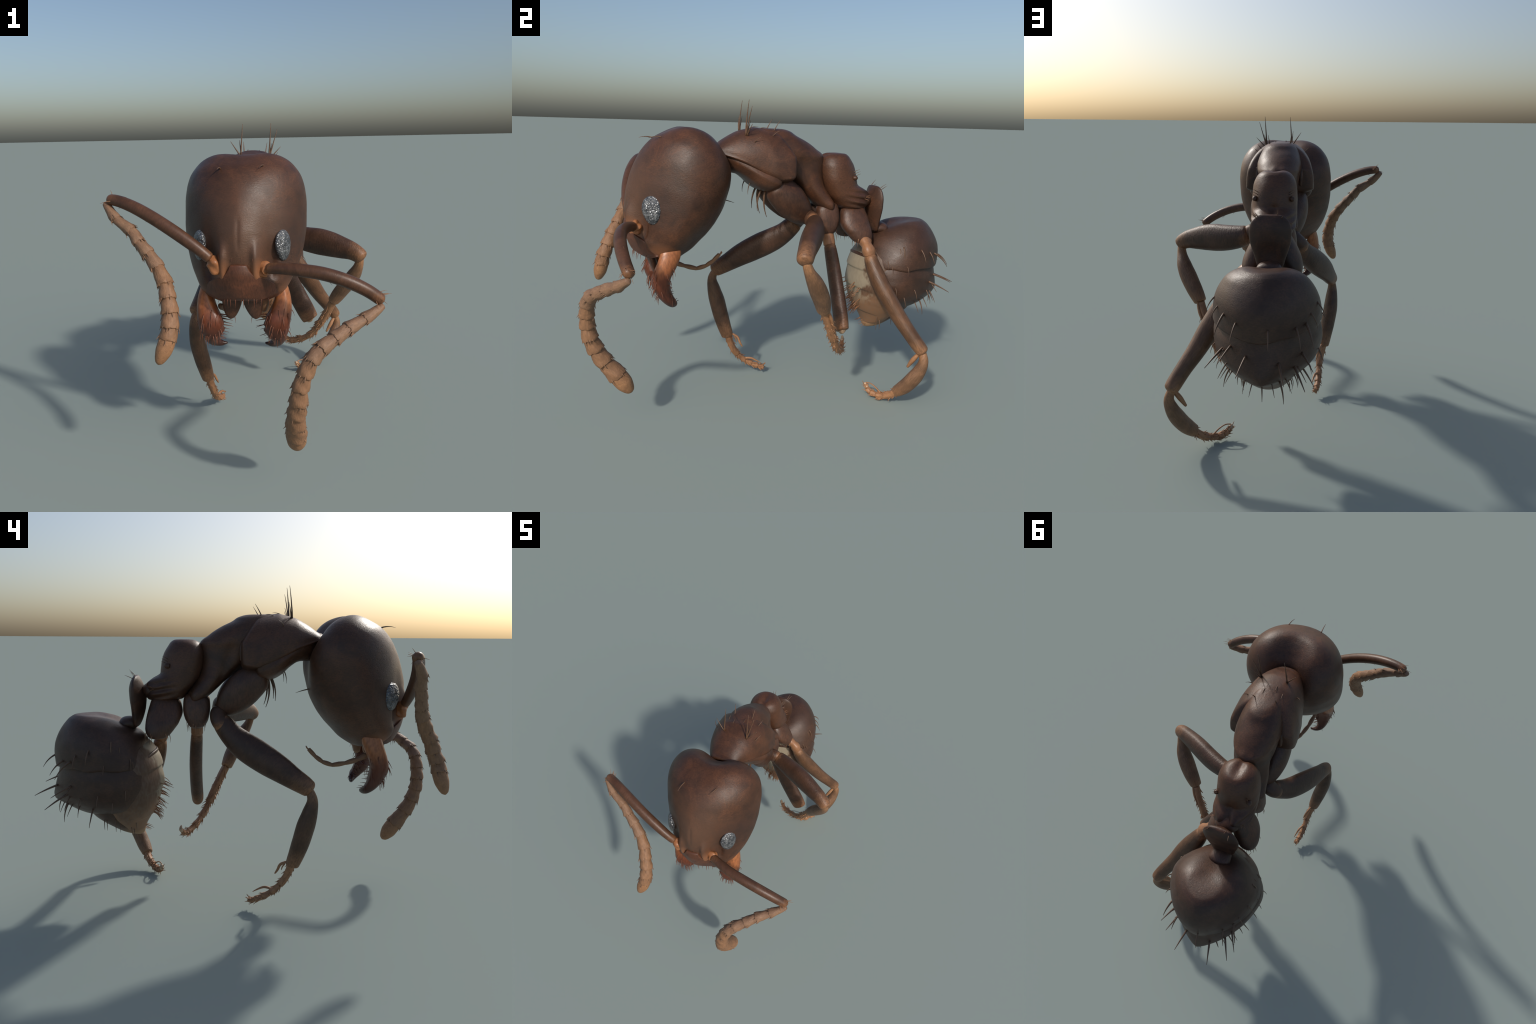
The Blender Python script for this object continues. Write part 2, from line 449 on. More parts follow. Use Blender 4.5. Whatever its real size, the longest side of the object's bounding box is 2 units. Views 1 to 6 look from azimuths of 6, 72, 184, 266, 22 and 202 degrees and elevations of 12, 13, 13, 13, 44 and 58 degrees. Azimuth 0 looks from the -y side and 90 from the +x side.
head_rows = [
 # s      back    front   mid    half-w  exps
 (0.000, -0.020, 0.030,  0.000, 0.030, 2.0, 2.0),
 (0.006, -0.055, 0.060, -0.005, 0.105, 2.1, 2.0),
 (0.018, -0.085, 0.085, -0.010, 0.150, 2.2, 2.0),
 (0.040, -0.118, 0.112, -0.020, 0.192, 2.2, 2.0),
 (0.070, -0.158, 0.140, -0.030, 0.222, 2.2, 2.0),
 (0.110, -0.200, 0.172, -0.035, 0.245, 2.2, 2.0),
 (0.160, -0.228, 0.196, -0.040, 0.258, 2.15, 1.95),
 (0.220, -0.240, 0.213, -0.045, 0.264, 2.1, 1.80),
 (0.300, -0.242, 0.220, -0.050, 0.264, 2.0, 1.65),
 (0.380, -0.232, 0.216, -0.050, 0.256, 1.9, 1.52),
 (0.450, -0.212, 0.200, -0.045, 0.240, 1.85, 1.48),
 (0.500, -0.190, 0.178, -0.040, 0.224, 1.8, 1.55),
 (0.545, -0.170, 0.146, -0.030, 0.204, 1.8, 1.7),
 (0.580, -0.146, 0.116, -0.020, 0.186, 1.8, 2.0),
 (0.605, -0.125, 0.090, -0.015, 0.168, 1.9, 2.1),
 (0.622, -0.100, 0.062, -0.010, 0.140, 2.0, 2.1),
 (0.630, -0.060, 0.035, -0.010, 0.080, 2.0, 2.0),
 (0.632, -0.020, 0.010, -0.010, 0.020, 2.0, 2.0)]
V, F = loft(head_rows, 180, 160, head_deform, head_frame)
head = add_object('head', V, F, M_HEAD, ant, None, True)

def shield(prof, hw, curv, nx=40, ns=40, thick=0.03, drop=0.0):
    """a domed plate on the face: profile (s, t), half width hw(s)"""
    prof = np.array(prof); hw = np.array(hw)
    s = np.linspace(prof[0, 0], prof[-1, 0], ns)
    tc = pchip(prof[:, 0], prof[:, 1], s); w = pchip(hw[:, 0], hw[:, 1], s)
    q = np.linspace(-1, 1, nx)
    X = w[:, None]*q[None]; S = np.broadcast_to(s[:, None], X.shape)
    e = np.minimum(1, (1 - np.abs(q))[None]*6) ; es = np.minimum(1, np.minimum(s - s[0], s[-1] - s)/0.012)[:, None]
    rim = np.sqrt(np.clip(1 - (1 - e)**2, 0, 1)) * np.sqrt(np.clip(1 - (1 - es)**2, 0, 1))
    Tf = tc[:, None] - curv*X**2 - thick*0.5*(1 - rim)
    Tb = tc[:, None] - curv*X**2 - thick*0.5 - thick*0.5*rim
    A = np.stack([X, Tf, S], -1).reshape(-1, 3); B = np.stack([X, Tb, S], -1).reshape(-1, 3)
    n = nx*ns; F = []
    for i in range(ns-1):
        for j in range(nx-1):
            a = i*nx + j
            F.append((a, a+1, a+nx+1, a+nx)); F.append((n+a, n+a+nx, n+a+nx+1, n+a+1))
    edge = [j for j in range(nx)] + [i*nx+nx-1 for i in range(1, ns)] + [(ns-1)*nx+j for j in range(nx-2, -1, -1)] + [i*nx for i in range(ns-2, 0, -1)]
    for k in range(len(edge)):
        a, b = edge[k], edge[(k+1) % len(edge)]
        F.append((b, a, n+a, n+b))
    V = np.vstack([A, B])
    return V, F

V, F = shield([(0.512, 0.168), (0.55, 0.160), (0.585, 0.140), (0.615, 0.116), (0.650, 0.078)],
              [(0.512, 0.034), (0.535, 0.046), (0.555, 0.066), (0.572, 0.140), (0.590, 0.166), (0.612, 0.158), (0.632, 0.126), (0.650, 0.080)], 3.9, 80, 56, 0.05)
V[:, 1] += gauss(V[:, 0], 0, 0.055)*0.010 + grain(V, 0.001, 60, 8)
V = head_frame(V); F = orient(V - V.mean(0), F)
clypeus = add_object('clypeus', V, F, M_CLYP, head, None, True)

# compound eyes: low ovals set on the sides of the face
for sx in (1, -1):
    c = hp(0.172*sx, 0.095, 0.424)
    loc, nrm, _, _ = SURF[head.name].find_nearest(Vector(c))
    zz = norm(0.55*np.array(nrm) + 0.45*norm([sx, -.35, .08])); x_, y_, z_ = frame_from(zz, np.array([0, .10, -1]))
    n1, n2 = 28, 44; V = []
    for i in range(n1):
        a = np.pi*(i + 0.5)/n1
        for j in range(n2):
            b = 2*np.pi*j/n2
            V.append((0.064*np.sin(a)*np.cos(b), 0.047*np.sin(a)*np.sin(b)*(1 - 0.12*np.cos(b)), 0.020*np.cos(a)))
    V += [(0, 0, 0.020), (0, 0, -0.020)]
    V = np.array(V); o = np.array(loc) + 0.000*zz
    V = o + V @ np.array([x_, y_, z_])
    add_object('compound_eye', V, orient(V - V.mean(0), ring_faces(n1, n2, n1*n2, n1*n2+1)), M_EYE, head)

# mandibles
def mirror(P, sx):
    P = np.array(P, float); P[:, 0] *= sx; return P
for sx in (1, -1):
    P = mirror([(.148, -.575, .865), (.160, -.580, .812), (.164, -.598, .760), (.155, -.618, .710), (.143, -.625, .670), (.140, -.612, .625),
                (.145, -.592, .590), (.136, -.572, .566), (.108, -.557, .552), (.082, -.555, .553)], sx)
    P[:, 1] -= .002
    if sx < 0: P[:, 1] -= .004
    RA = [.018, .027, .037, .048, .054, .048, .031, .021, .011, .004]
    RB = [.030, .047, .044, .041, .043, .036, .028, .021, .013, .004]
    teeth = lambda t, th: 1 + 0.02*np.sin(5*th + 9*t) + 0.13*np.sin(t*62 + 2*np.sin(t*23))*np.exp(-((np.angle(np.exp(1j*(th - (np.pi if sx > 0 else 0)))))/0.5)**2)*smooth(.45, .6, t)*smooth(1.0, .8, t)
    md = limb('mandible', M_MAND, head, P, RA, RB, (1, 0, 0), True, n=70, nu=40, wob=teeth, cap=(.03, .004), p=2.2)
    for k in range(9):      # comb of stiff bristles along the biting edge
        t = k/8
        at = np.array([(.098 + .018*t)*sx, -.625 + .045*t + rng.uniform(-.012, .012), .705 - .115*t])
        seta(head, md, at, (-1*sx, -.3, -.15), .060 - .018*t, 'rust', 0, .25, (0, 0, -1), 'bristle')
        at = at + np.array([.01*sx, .04, -.008])
        seta(head, md, at, (-1*sx, .2, -.3), .045, 'rust', 0, .25, (0, 0, -1), 'bristle')
    for k in range(26):     # scattered, lying down along the blade
        t = rng.uniform(.0, 1)
        at = np.array([(.148 + rng.uniform(-.05, .05))*sx, -.665 + rng.uniform(0, .02), .735 - .155*t])
        seta(head, md, at, (rng.uniform(-.3, .3), -.2, -1), rng.uniform(.028, .05), 'rust', k % 2, .3, (0, .3, -1), 'bristle')
    for k in range(12):     # outer and rear fringe
        t = k/11
        at = np.array([(.205 - .05*t)*sx, -.60 + rng.uniform(-.05, .05), .735 - .15*t])
        seta(head, md, at, (.4*sx, rng.uniform(-.5, .5), -1), rng.uniform(.03, .045), 'rust', 1, .3, (0, 0, -1), 'bristle')

# mouthparts under the clypeus
for sx in (1, -1):
    V, F = loft([(0.690, -.010, .010, 0, .006, 2, 2), (0.696, -.014, .012, 0, .016, 2, 2), (0.715, -.020, .014, 0, .027, 2, 2.3), (0.745, -.022, .016, 0, .037, 2, 2.3),
                 (0.775, -.022, .016, 0, .042, 2, 2.3), (0.80, -.02, .014, 0, .038, 2, 2.3), (.81, -.01, .01, 0, .02, 2, 2)], 40, 36)
    V[:, 1] = -V[:, 1]; V += np.array([0.045*sx, -.640, 0]); V[:, 1] -= (V[:, 2] - .70)*0.28; V[:, 0] -= sx*(V[:, 2] - .76)*0.12
    lab = add_object('labrum', V, orient(V - V.mean(0), F), M_COXA, head, None, True)
    seta(head, lab, (0.035*sx, -.64, .695), (.1*sx, -.3, -1), .03, 'rust', 0, .3, name='bristle')
limb('maxilla', M_BELLY, head, [(.090, -.575, .82), (.085, -.575, .76), (.078, -.575, .715), (.074, -.575, .70)], [.018, .021, .018, .01], None, (1, 0, 0), n=30)
limb('maxilla', M_TROC, head, [(-.085, -.575, .82), (-.085, -.58, .77), (-.08, -.58, .73)], [.018, .019, .012], None, (1, 0, 0), n=24)
palp_path = [(-.105, -.600, .735), (-.105, -.540, .706), (-.094, -.480, .685), (-.075, -.420, .672), (-.065, -.375, .686), (-.057, -.340, .712), (-.050, -.308, .747)]
for k in range(6):
    a, b = np.array(palp_path[k]), np.array(palp_path[k+1]); m = (a + b)/2
    limb('palp_segment', M_FLLOW, head, [a - .10*(b - a), m, b + .04*(b - a)], [.0085, .0135 - .0006*k, .0095], None, (0, 0, 1), n=22, nu=16, cap=(.003, .003))
for q in (-1, 1):
    limb('palp_segment', M_TROC, head, [(-.050, -.309, .745), (-.050+.004*q, -.300, .752), (-.050 + .009*q, -.296, .762)], [.004, .0035, .002], n=8, nu=8)

# fringe of bristles under the clypeus rim
for k in range(13):
    x = -.115 + .23*k/12 + rng.uniform(-.008, .008)
    seta(head, clypeus, hp(x, .09 - 3*x*x, .652), (rng.uniform(-.3, .3), -.35, -1), rng.uniform(.022, .042), 'rust', 1, .3, name='bristle')
# head setae
seta(head, head, (-.082, -.625, 1.317), (0, -1, .25), .072, 'dark', 1, .15)
seta(head, head, (.092, -.609, 1.327), (-.3, -1, .1), .062, 'dark', 1, .15)
seta(head, head, (-.01, -.30, 1.03), (0, 1, -.2), .070, 'dark', 0, .6)
for x in (-.03, .02, .05):
    seta(head, head, hp(x, .2, .50 + .01*x), (0, -.4, -1), .02, 'rust', 1, .3, name='bristle')

# ---------------- antennae
def antenna(scape, joints, radii, sx, sock):
    sc = np.array(scape)
    ra = [.022, .0235, .0255, .0265, .0265, .0255, .024, .022][:len(sc)]
    V, F, M = tube(sc, ra, ra, (0, 0, 1), n=60, nu=28, cap=(.012, .022))
    an = add_object('antenna', V, F, M_SCAPE, ant, M, True)
    # ball-and-socket at the base
    s0 = np.array(sock); s1 = sc[0] + 0.25*(sc[1] - sc[0])
    limb('socket', M_SOCK, an, [s0 + np.array([-.012*sx, .004, -.034]), s0 + np.array([0, -.002, -.008]), s0 + .5*(s1 - s0) + np.array([0, 0, .004]), s1], [.016, .026, .023, .014], None, (0, 1, 0), n=34, nu=26,
         wob=lambda t, th: 1 + .18*np.sin(3*th + 5*t) + .10*np.sin(12*t))
    J = np.array(joints); C, t, u = spline(J, 240, False)
    spines = []
    for k in range(len(J) - 1):
        last = k == len(J) - 2
        sel = [np.array([np.interp(u[k] + (u[k+1]-u[k])*f, t, C[:, i]) for i in range(3)]) for f in ((-.10 if k else 0, .2, .55, .85, 1.02) if not last else (-.06, .15, .4, .7, .9, 1.0))]
        r0, r1 = radii[k], radii[k+1]
        if last:
            RR = [r0*.97, r0*1.0, r0*.98, r0*.76, r0*.48, r0*.22]; cap = (.004, .010)
        else:
            RR = [r0*.88 if k else r0*.7, r0*.96, (r0+r1)/2*1.03, r1*1.08, r1*1.06]; cap = (.004, .003)
        ph = rng.uniform(0, 6.28)
        rag = (lambda ph: (lambda t_, th: 1 + .045*np.sin(5*th + ph)*smooth(.55, 1, t_) + .03*np.sin(3*th + 9*t_ + ph) + .02*np.sin(14*th + 20*t_)))(ph)
        V, F, M = tube(sel, RR, RR, (0.2, .1, 1) if abs(sel[-1][2]-sel[0][2]) < .06 else (1, .1, 0), n=30 if not last else 40, nu=30, cap=cap, wob=rag if not last else None)
        if not last:      # a ragged rim that laps over the next joint
            n_, nu_ = 30, 30
            ax = norm(sel[-1] - sel[0]); G = V[:n_*nu_].reshape(n_, nu_, 3)
            w = smooth(.80, .97, np.linspace(0, 1, n_))
            j = .0022*np.sin(5*np.linspace(0, 2*np.pi, nu_) + ph) + .002*np.sin(11*np.linspace(0, 2*np.pi, nu_) - ph)
            G += w[:, None, None]*j[None, :, None]*ax
        ob = add_object('flagellum_segment', V, F, M_FLTIP if last else (M_FLLOW if k > 4 else M_FLAG), an, M, True)
        if not last:
            ax = norm(sel[-1] - sel[-2]); x, y, z = frame_from(ax, (0.3, 0.2, 1))
            for q in range(9 if r1 > .024 else 6):
                a = rng.uniform(0, 6.28); rad = x*np.cos(a) + y*np.sin(a)
                spines.append(spine_geo(sel[-2] + rad*r1*1.03 + ax*rng.uniform(-.004, .012), ax + rad*rng.uniform(.1, .45), rng.uniform(.012, .024), .0022))
    stuff('antenna_spines', spines, M_FLAG, an)
    d = norm(sc[-1] - sc[-2])
    for k in range(10):     # tuft at the elbow
        a = rng.uniform(0, 6.28)
        x, y, z = frame_from(d, (0, 0, 1)); rad = x*np.cos(a)*.9 + y*np.sin(a) + .35*x
        seta(an, an, sc[-1] - d*rng.uniform(.0, .035) + rad*.025, d + .3*rad, rng.uniform(.022, .036), 'amber', 0, .5, name='bristle')
    for k in range(4):
        q = sc[3] + (sc[-2] - sc[3])*rng.uniform(0, 1)
        seta(an, an, q + np.array([0, 0, .03*rng.choice([-1, 1])]), d, .02, 'dark', 0, .2, name='bristle')
    return an

antenna([(.112, -.742, .930), (.160, -.768, .937), (.240, -.797, .937), (.330, -.813, .927), (.420, -.816, .900), (.500, -.808, .860), (.562, -.792, .814)],
        [(.562, -.798, .800), (.484, -.842, .756), (.420, -.879, .729), (.370, -.915, .701), (.322, -.941, .672), (.288, -.954, .630), (.263, -.958, .574),
         (.246, -.957, .518), (.239, -.947, .460), (.231, -.925, .402), (.227, -.890, .339), (.227, -.835, .266), (.230, -.776, .180)],
        [.017, .023, .026, .027, .029, .030, .031, .032, .034, .036, .038, .041, .040], 1, (.092, -.722, .925))
antenna([(-.112, -.746, .968), (-.145, -.750, .998), (-.190, -.748, 1.032), (-.265, -.738, 1.083), (-.350, -.718, 1.133), (-.435, -.690, 1.173), (-.508, -.662, 1.195), (-.556, -.642, 1.200)],
        [(-.568, -.640, 1.184), (-.508, -.684, 1.120), (-.443, -.702, 1.075), (-.407, -.722, 1.031), (-.366, -.738, .986), (-.324, -.762, .933), (-.289, -.794, .873),
         (-.273, -.823, .822), (-.262, -.845, .770), (-.261, -.866, .719), (-.269, -.876, .676), (-.306, -.898, .580)],
        [.017, .021, .024, .025, .027, .029, .031, .032, .033, .034, .034, .033], -1, (-.094, -.738, .940))

# ---------------- thorax (mesosoma)
def meso_deform(V):
    V = V.copy(); x, y, z = V[:, 0], V[:, 1], V[:, 2]
    # rough shelf in front of the waist groove, oblique pleural folds, side pit
    side = smooth(.05, .11, np.abs(x))
    fold = np.sin((y*0.8 + z*0.45)*75) * gauss(z, 1.10, .07)
    V[:, 0] += np.sign(x)*side*fold*.0022
    V[:, 0] -= np.sign(x)*side*gauss(y - (1.25 - z)*.35, .055, .022)*smooth(1.28, 1.2, z)*smooth(1.02, 1.08, z)*.012
    V[:, 2] += gauss(y, .190, .018)*smooth(1.18, 1.24, z)*smooth(.12, .05, np.abs(x))*(.003 + .0015*np.sin(x*120))
    V[:, 0] += np.sign(x)*side*gauss(y, .240, .030)*gauss(z, 1.015, .040)*.012     # lobe over the middle coxa
    V[:, 2] -= gauss(y, .240, .030)*smooth(1.02, .99, z)*.010
    V += grain(V, .0009, 45, 5)[:, None]*np.array([1, 1, 1.0])
    return V
meso_rows = [
 (1.3760, -.120, -.060, -.090, .015, 2, 2), (1.3730, -.170, -.010, -.09, .046, 2, 2), (1.363, -.205, .030, -.08, .068, 2, 2), (1.345, -.24, .058, -.06, .085, 2, 2),
 (1.320, -.26, .108, -.04, .098, 2, 2), (1.295, -.26, .150, -.02, .106, 2, 2), (1.270, -.25, .182, 0, .110, 2, 2), (1.250, -.22, .206, .01, .110, 2, 2),
 (1.225, -.16, .214, .02, .104, 2, 2), (1.190, -.08, .212, .05, .098, 2, 2.1), (1.150, -.01, .208, .08, .095, 2, 2.2), (1.110, .045, .212, .12, .093, 2, 2.3),
 (1.070, .095, .232, .16, .096, 2.2, 2.4), (1.040, .125, .252, .19, .098, 2.2, 2.5), (1.012, .155, .268, .21, .099, 2.2, 2.6), (.994, .180, .268, .225, .090, 2.2, 2.4),
 (.986, .205, .258, .23, .050, 2, 2), (.984, .225, .240, .232, .012, 2, 2)]
V, F = loft(meso_rows, 120, 110, meso_deform, by_z)
thorax = add_object('thorax', V, F, M_BODY, ant, None, True)

def pron_deform(V):   # x, t = z, s = y ; the rear margin leans forward towards the top
    V = V.copy(); x, z, y = V[:, 0], V[:, 1], V[:, 2]
    rear = smooth(-.22, .01, y)
    V[:, 2] -= rear*np.clip(z - 1.245, 0, 1)*0.62
    edge = gauss(z, 1.16, .03)
    V[:, 0] += np.sign(x)*gauss(z - np.interp(y, [-.37, -.23, -.08, .02], [1.268, 1.218, 1.138, 1.150]), 0, .008)*.005*smooth(.02, .06, np.abs(x))   # rolled lower rim
    V[:, 0] += grain(V, .0010, 40, 9); V[:, 1] += grain(V, .0008, 40, 10)
    return V
pron_rows = [  # y, z low, z top, z mid, half width
 (-.368, 1.276, 1.284, 1.280, .020, 2, 2), (-.362, 1.266, 1.290, 1.274, .050, 2, 2), (-.345, 1.252, 1.295, 1.264, .072, 2.3, 2), (-.315, 1.238, 1.316, 1.254, .092, 2.6, 2.1),
 (-.275, 1.226, 1.341, 1.244, .114, 3, 2.15), (-.230, 1.206, 1.363, 1.232, .133, 3, 2.2), (-.180, 1.180, 1.374, 1.212, .149, 3, 2.2), (-.125, 1.149, 1.3800, 1.190, .161, 3, 2.2),
 (-.080, 1.130, 1.378, 1.176, .170, 3, 2.2), (-.040, 1.120, 1.3765, 1.170, .172, 3, 2.2), (-.012, 1.120, 1.3755, 1.170, .171, 3, 2.2), (.006, 1.128, 1.373, 1.172, .167, 3, 2.2),
 (.016, 1.138, 1.366, 1.178, .155, 3, 2.2), (.020, 1.150, 1.34, 1.19, .13, 2.6, 2.1), (.020, 1.18, 1.28, 1.22, .03, 2, 2)]
V, F = loft(pron_rows, 110, 120, pron_deform, by_y)
pron = add_object('pronotum', V, F, M_BODY, thorax, None, True)

prop_rows = [  # propleuron: the flap below the pronotum
 (-.345, 1.195, 1.275, 1.26, .030, 2, 2), (-.330, 1.180, 1.275, 1.255, .064, 2, 2), (-.290, 1.166, 1.270, 1.24, .090, 2.2, 2.2), (-.250, 1.158, 1.262, 1.22, .110, 2.3, 2.4),
 (-.210, 1.134, 1.255, 1.20, .129, 2.3, 2.6), (-.170, 1.100, 1.24, 1.17, .146, 2.4, 2.8), (-.130, 1.080, 1.22, 1.150, .157, 2.6, 3), (-.095, 1.074, 1.21, 1.145, .161, 2.8, 3),
 (-.068, 1.078, 1.21, 1.145, .159, 2.8, 3), (-.050, 1.094, 1.20, 1.145, .148, 2.6, 2.8), (-.044, 1.115, 1.18, 1.145, .08, 2, 2)]
def flap_deform(V):
    V = V.copy(); V[:, 0] += np.sign(V[:, 0])*.003*np.sin((V[:, 1]*1.0 + V[:, 2]*.55)*130)*smooth(.05, .1, np.abs(V[:, 0]))*gauss(V[:, 1], 1.17, .05)
    V += grain(V, .0009, 40, 12)[:, None]; return V
V, F = loft(prop_rows, 80, 90, flap_deform, by_y)
flap = add_object('propleuron', V, F, M_BODY, thorax, None, True)
limb('neck', M_BODY, thorax, [(0, -.22, 1.215), (0, -.29, 1.215), (0, -.36, 1.225)], [.045, .052, .050], [.06, .06, .055], (0, 0, 1), n=24)

def propo_deform(V):
    V = V.copy(); x, y, z = V[:, 0].copy(), V[:, 1].copy(), V[:, 2].copy()
    # twin bumps on the back with a shallow furrow between them
    V[:, 2] -= gauss(x, 0, .022)*smooth(1.18, 1.25, z)*gauss(y, .235, .07)*.012
    rear = smooth(.32, .42, y)
    V[:, 1] -= gauss(x, -.004, .014)*rear*gauss(z, 1.075, .04)*.022      # median cleft above the waist
    V[:, 1] -= rear*gauss(z, 1.108, .012)*.005                            # crease under the dome
    V[:, 0] *= 1 - .07*smooth(.37, .46, y)*smooth(1.12, 1.06, z)          # pinched waist
    knob = gauss(np.abs(x), .046, .022)*rear*gauss(z, 1.058, .022)
    V[:, 1] += knob*.010; V[:, 2] += knob*.006
    low = smooth(1.11, 1.04, z)*smooth(.28, .40, y)
    V[:, 0] += np.sign(x)*low*.006*np.sin(z*190 + y*40)*smooth(.04, .08, np.abs(x))
    V[:, 0] += np.sign(x)*gauss(z, 1.02, .018)*gauss(y, .40, .05)*.004
    V += grain(V, .0009, 50, 14)[:, None]; return V
propo_rows = [
 (1.2640, .255, .305, .28, .014, 2, 2), (1.2610, .228, .328, .275, .046, 2, 2), (1.250, .207, .345, .27, .070, 2, 2), (1.230, .190, .358, .27, .087, 2, 2.05),
 (1.200, .183, .374, .27, .098, 2.1, 2.1), (1.160, .186, .388, .27, .102, 2.1, 2.1), (1.125, .194, .396, .28, .105, 2.2, 2.1), (1.100, .203, .408, .29, .105, 2.2, 2.1),
 (1.078, .213, .438, .30, .104, 2.2, 2.2), (1.050, .232, .458, .32, .102, 2.3, 2.3), (1.020, .262, .464, .34, .096, 2.3, 2.4), (1.000, .280, .462, .36, .088, 2.3, 2.4),
 (.986, .300, .456, .37, .072, 2.2, 2.3), (.980, .330, .44, .38, .04, 2, 2), (.979, .36, .40, .38, .01, 2, 2)]
V, F = loft(propo_rows, 110, 100, propo_deform, by_z)
propo = add_object('propodeum', V, F, M_BODY, thorax, None, True)
for sx in (1, -1):
    V, F, M = tube([(.078*sx, .345, 1.143), (.086*sx, .362, 1.143), (.090*sx, .369, 1.143)], [.012, .0115, .008], n=20, nu=22, cap=(.008, .010))
    sp = add_object('spiracle', V, F, M_BODY, thorax, M, True)
    V, F, M = tube([(.108*sx, .010, 1.258), (.108*sx, .020, 1.215), (.106*sx, .020, 1.165)], [.010, .012, .008], [.008, .010, .006], (1, 0, 0), n=24, nu=20)
    add_object('side_sclerite', V, F, M_BODY, thorax, M)
    for k in range(3):
        seta(thorax, propo, (.08*sx + .01*k*sx, .36 + .012*k, 1.175 - .008*k), (.3*sx, .7, .8), .038, 'dark', 0, .5)
        seta(thorax, propo, (.085*sx, .425 + .012*k, 1.03 + .015*k), (.5*sx, .8, .5), .028, 'amber', 1, .4)
V, F, M = tube([(0, .40, 1.055), (0, .44, 1.03), (0, .475, 1.0)], [.026, .036, .040], [.04, .06, .055], (0, 0, 1), n=24)
add_object('waist_joint', V, F, M_BODY, thorax, M)

# tall paired setae on the front of the back, short ones behind
for at, tip, L, v in (((.080, -.216, 1.335), (.02, .04, 1), .168, 0), ((.080, -.214, 1.335), (.26, .10, 1), .145, 0), ((.084, -.21, 1.335), (.75, .1, .8), .080, 0),
                      ((-.046, -.215, 1.352), (.10, .06, 1), .150, 0), ((-.050, -.214, 1.352), (-.62, .05, .85), .085, 0), ((-.045, -.21, 1.352), (-.1, .12, 1), .075, 0), ((.08, -.21, 1.335), (.12, .15, 1), .075, 0),
                      ((.125, -.185, 1.315), (.5, .3, .6), .05, 1), ((.105, -.09, 1.345), (.3, .3, .5), .045, 1), ((.06, -.07, 1.375), (.1, .5, 1), .062, 0), ((-.05, -.075, 1.375), (-.1, .5, 1), .066, 0),
                      ((-.115, -.17, 1.32), (-.5, .3, .6), .05, 1), ((-.06, -.13, 1.37), (-.2, .8, .3), .04, 1), ((.03, -.13, 1.375), (.1, .9, .25), .04, 1), ((-.02, -.16, 1.37), (-.1, .8, .3), .04, 1)):
    seta(thorax, pron, at, tip, L, 'thin' if L > .1 else 'dark', v, .08, (0, 1, 0))
for sx in (1, -1):
    seta(thorax, flap, (.06*sx, -.11, 1.07), (0, -.25, -1), .135, 'dark', 1, .1, (0, 1, 0))
    seta(thorax, flap, (.05*sx, -.13, 1.07), (0, -.55, -1), .11, 'dark', 1, .1, (0, 1, 0))
    seta(thorax, flap, (.055*sx, -.19, 1.11), (0, -.5, -1), .06, 'dark', 1, .1, (0, 1, 0))

# ---------------- petiole: an upright shield
pet_rows = [
 (1.0970, .504, .514, .51, .024, 2, 2), (1.0940, .499, .520, .51, .046, 2, 2), (1.084, .491, .527, .512, .064, 1.7, 1.9), (1.060, .479, .537, .515, .083, 1.4, 1.9),
 (1.025, .468, .543, .515, .092, 1.3, 1.9), (.990, .463, .543, .515, .090, 1.3, 1.9), (.950, .467, .540, .515, .080, 1.4, 1.9), (.910, .478, .538, .515, .067, 1.7, 1.9),
 (.880, .490, .535, .515, .059, 2, 2), (.862, .500, .530, .515, .050, 2, 2), (.855, .508, .523, .515, .020, 2, 2)]
def pet_deform(V):
    V = V.copy(); V[:, 1] -= gauss(V[:, 0], 0, .05)*smooth(.525, .54, V[:, 1])*gauss(V[:, 2], .93, .06)*.008
    V += grain(V, .0007, 50, 21)[:, None]; return V
V, F = loft(pet_rows, 80, 80, pet_deform, by_z)
petiole = add_object('petiole', V, F, M_BODY, ant, None, True)
limb('helcium', M_COXA, petiole, [(0, .505, .866), (0, .545, .872), (0, .595, .860)], [.026, .032, .034], [.044, .054, .060], (0, 0, 1), n=28)
for at, d in (((.06, .53, 1.085), (.6, .6, .8)), ((.055, .52, 1.09), (.2, .9, .8)), ((-.03, .51, 1.096), (-.1, .8, .8)), ((-.05, .53, 1.09), (-.3, .9, .5))):
    seta(petiole, petiole, at, d, .042, 'dark', 0, .2)

# ---------------- abdomen (gaster)
def g1_deform(V):
    V = V.copy(); x, y, z = V[:, 0].copy(), V[:, 1].copy(), V[:, 2].copy()
    up = smooth(.80, .89, z)
    V[:, 2] -= up*gauss(x, 0, .080)*gauss(y, .58, .11)*.026           # hollow where the waist sits
    low = smooth(.76, .69, z)
    V[:, 2] += low*(smooth(.50, .41, y)*.055 - gauss(y, .90, .08)*gauss(x, 0, .14)*.012 + .004*np.sin(y*40 + x*25))
    V += grain(V, .0008, 40, 31)[:, None]; return V
g1_rows = [
 (.9170, .705, .765, .74, .020, 2, 2), (.9150, .655, .795, .72, .076, 2, 1.9), (.902, .590, .822, .70, .119, 1.85, 1.85), (.876, .542, .848, .685, .161, 1.8, 1.76),
 (.850, .510, .868, .67, .183, 1.78, 1.72), (.815, .478, .888, .66, .204, 1.75, 1.70), (.775, .454, .902, .65, .219, 1.75, 1.70), (.735, .434, .907, .64, .226, 1.8, 1.70),
 (.705, .421, .905, .63, .228, 1.8, 1.72), (.686, .416, .902, .63, .229, 1.8, 1.73), (.679, .422, .896, .63, .223, 1.8, 1.73), (.684, .45, .87, .63, .19, 1.8, 1.73), (.70, .55, .75, .64, .05, 2, 2)]
V, F = loft(g1_rows, 110, 120, g1_deform, by_z)
abdomen = add_object('abdomen', V, F, M_GAST, ant, None, True)

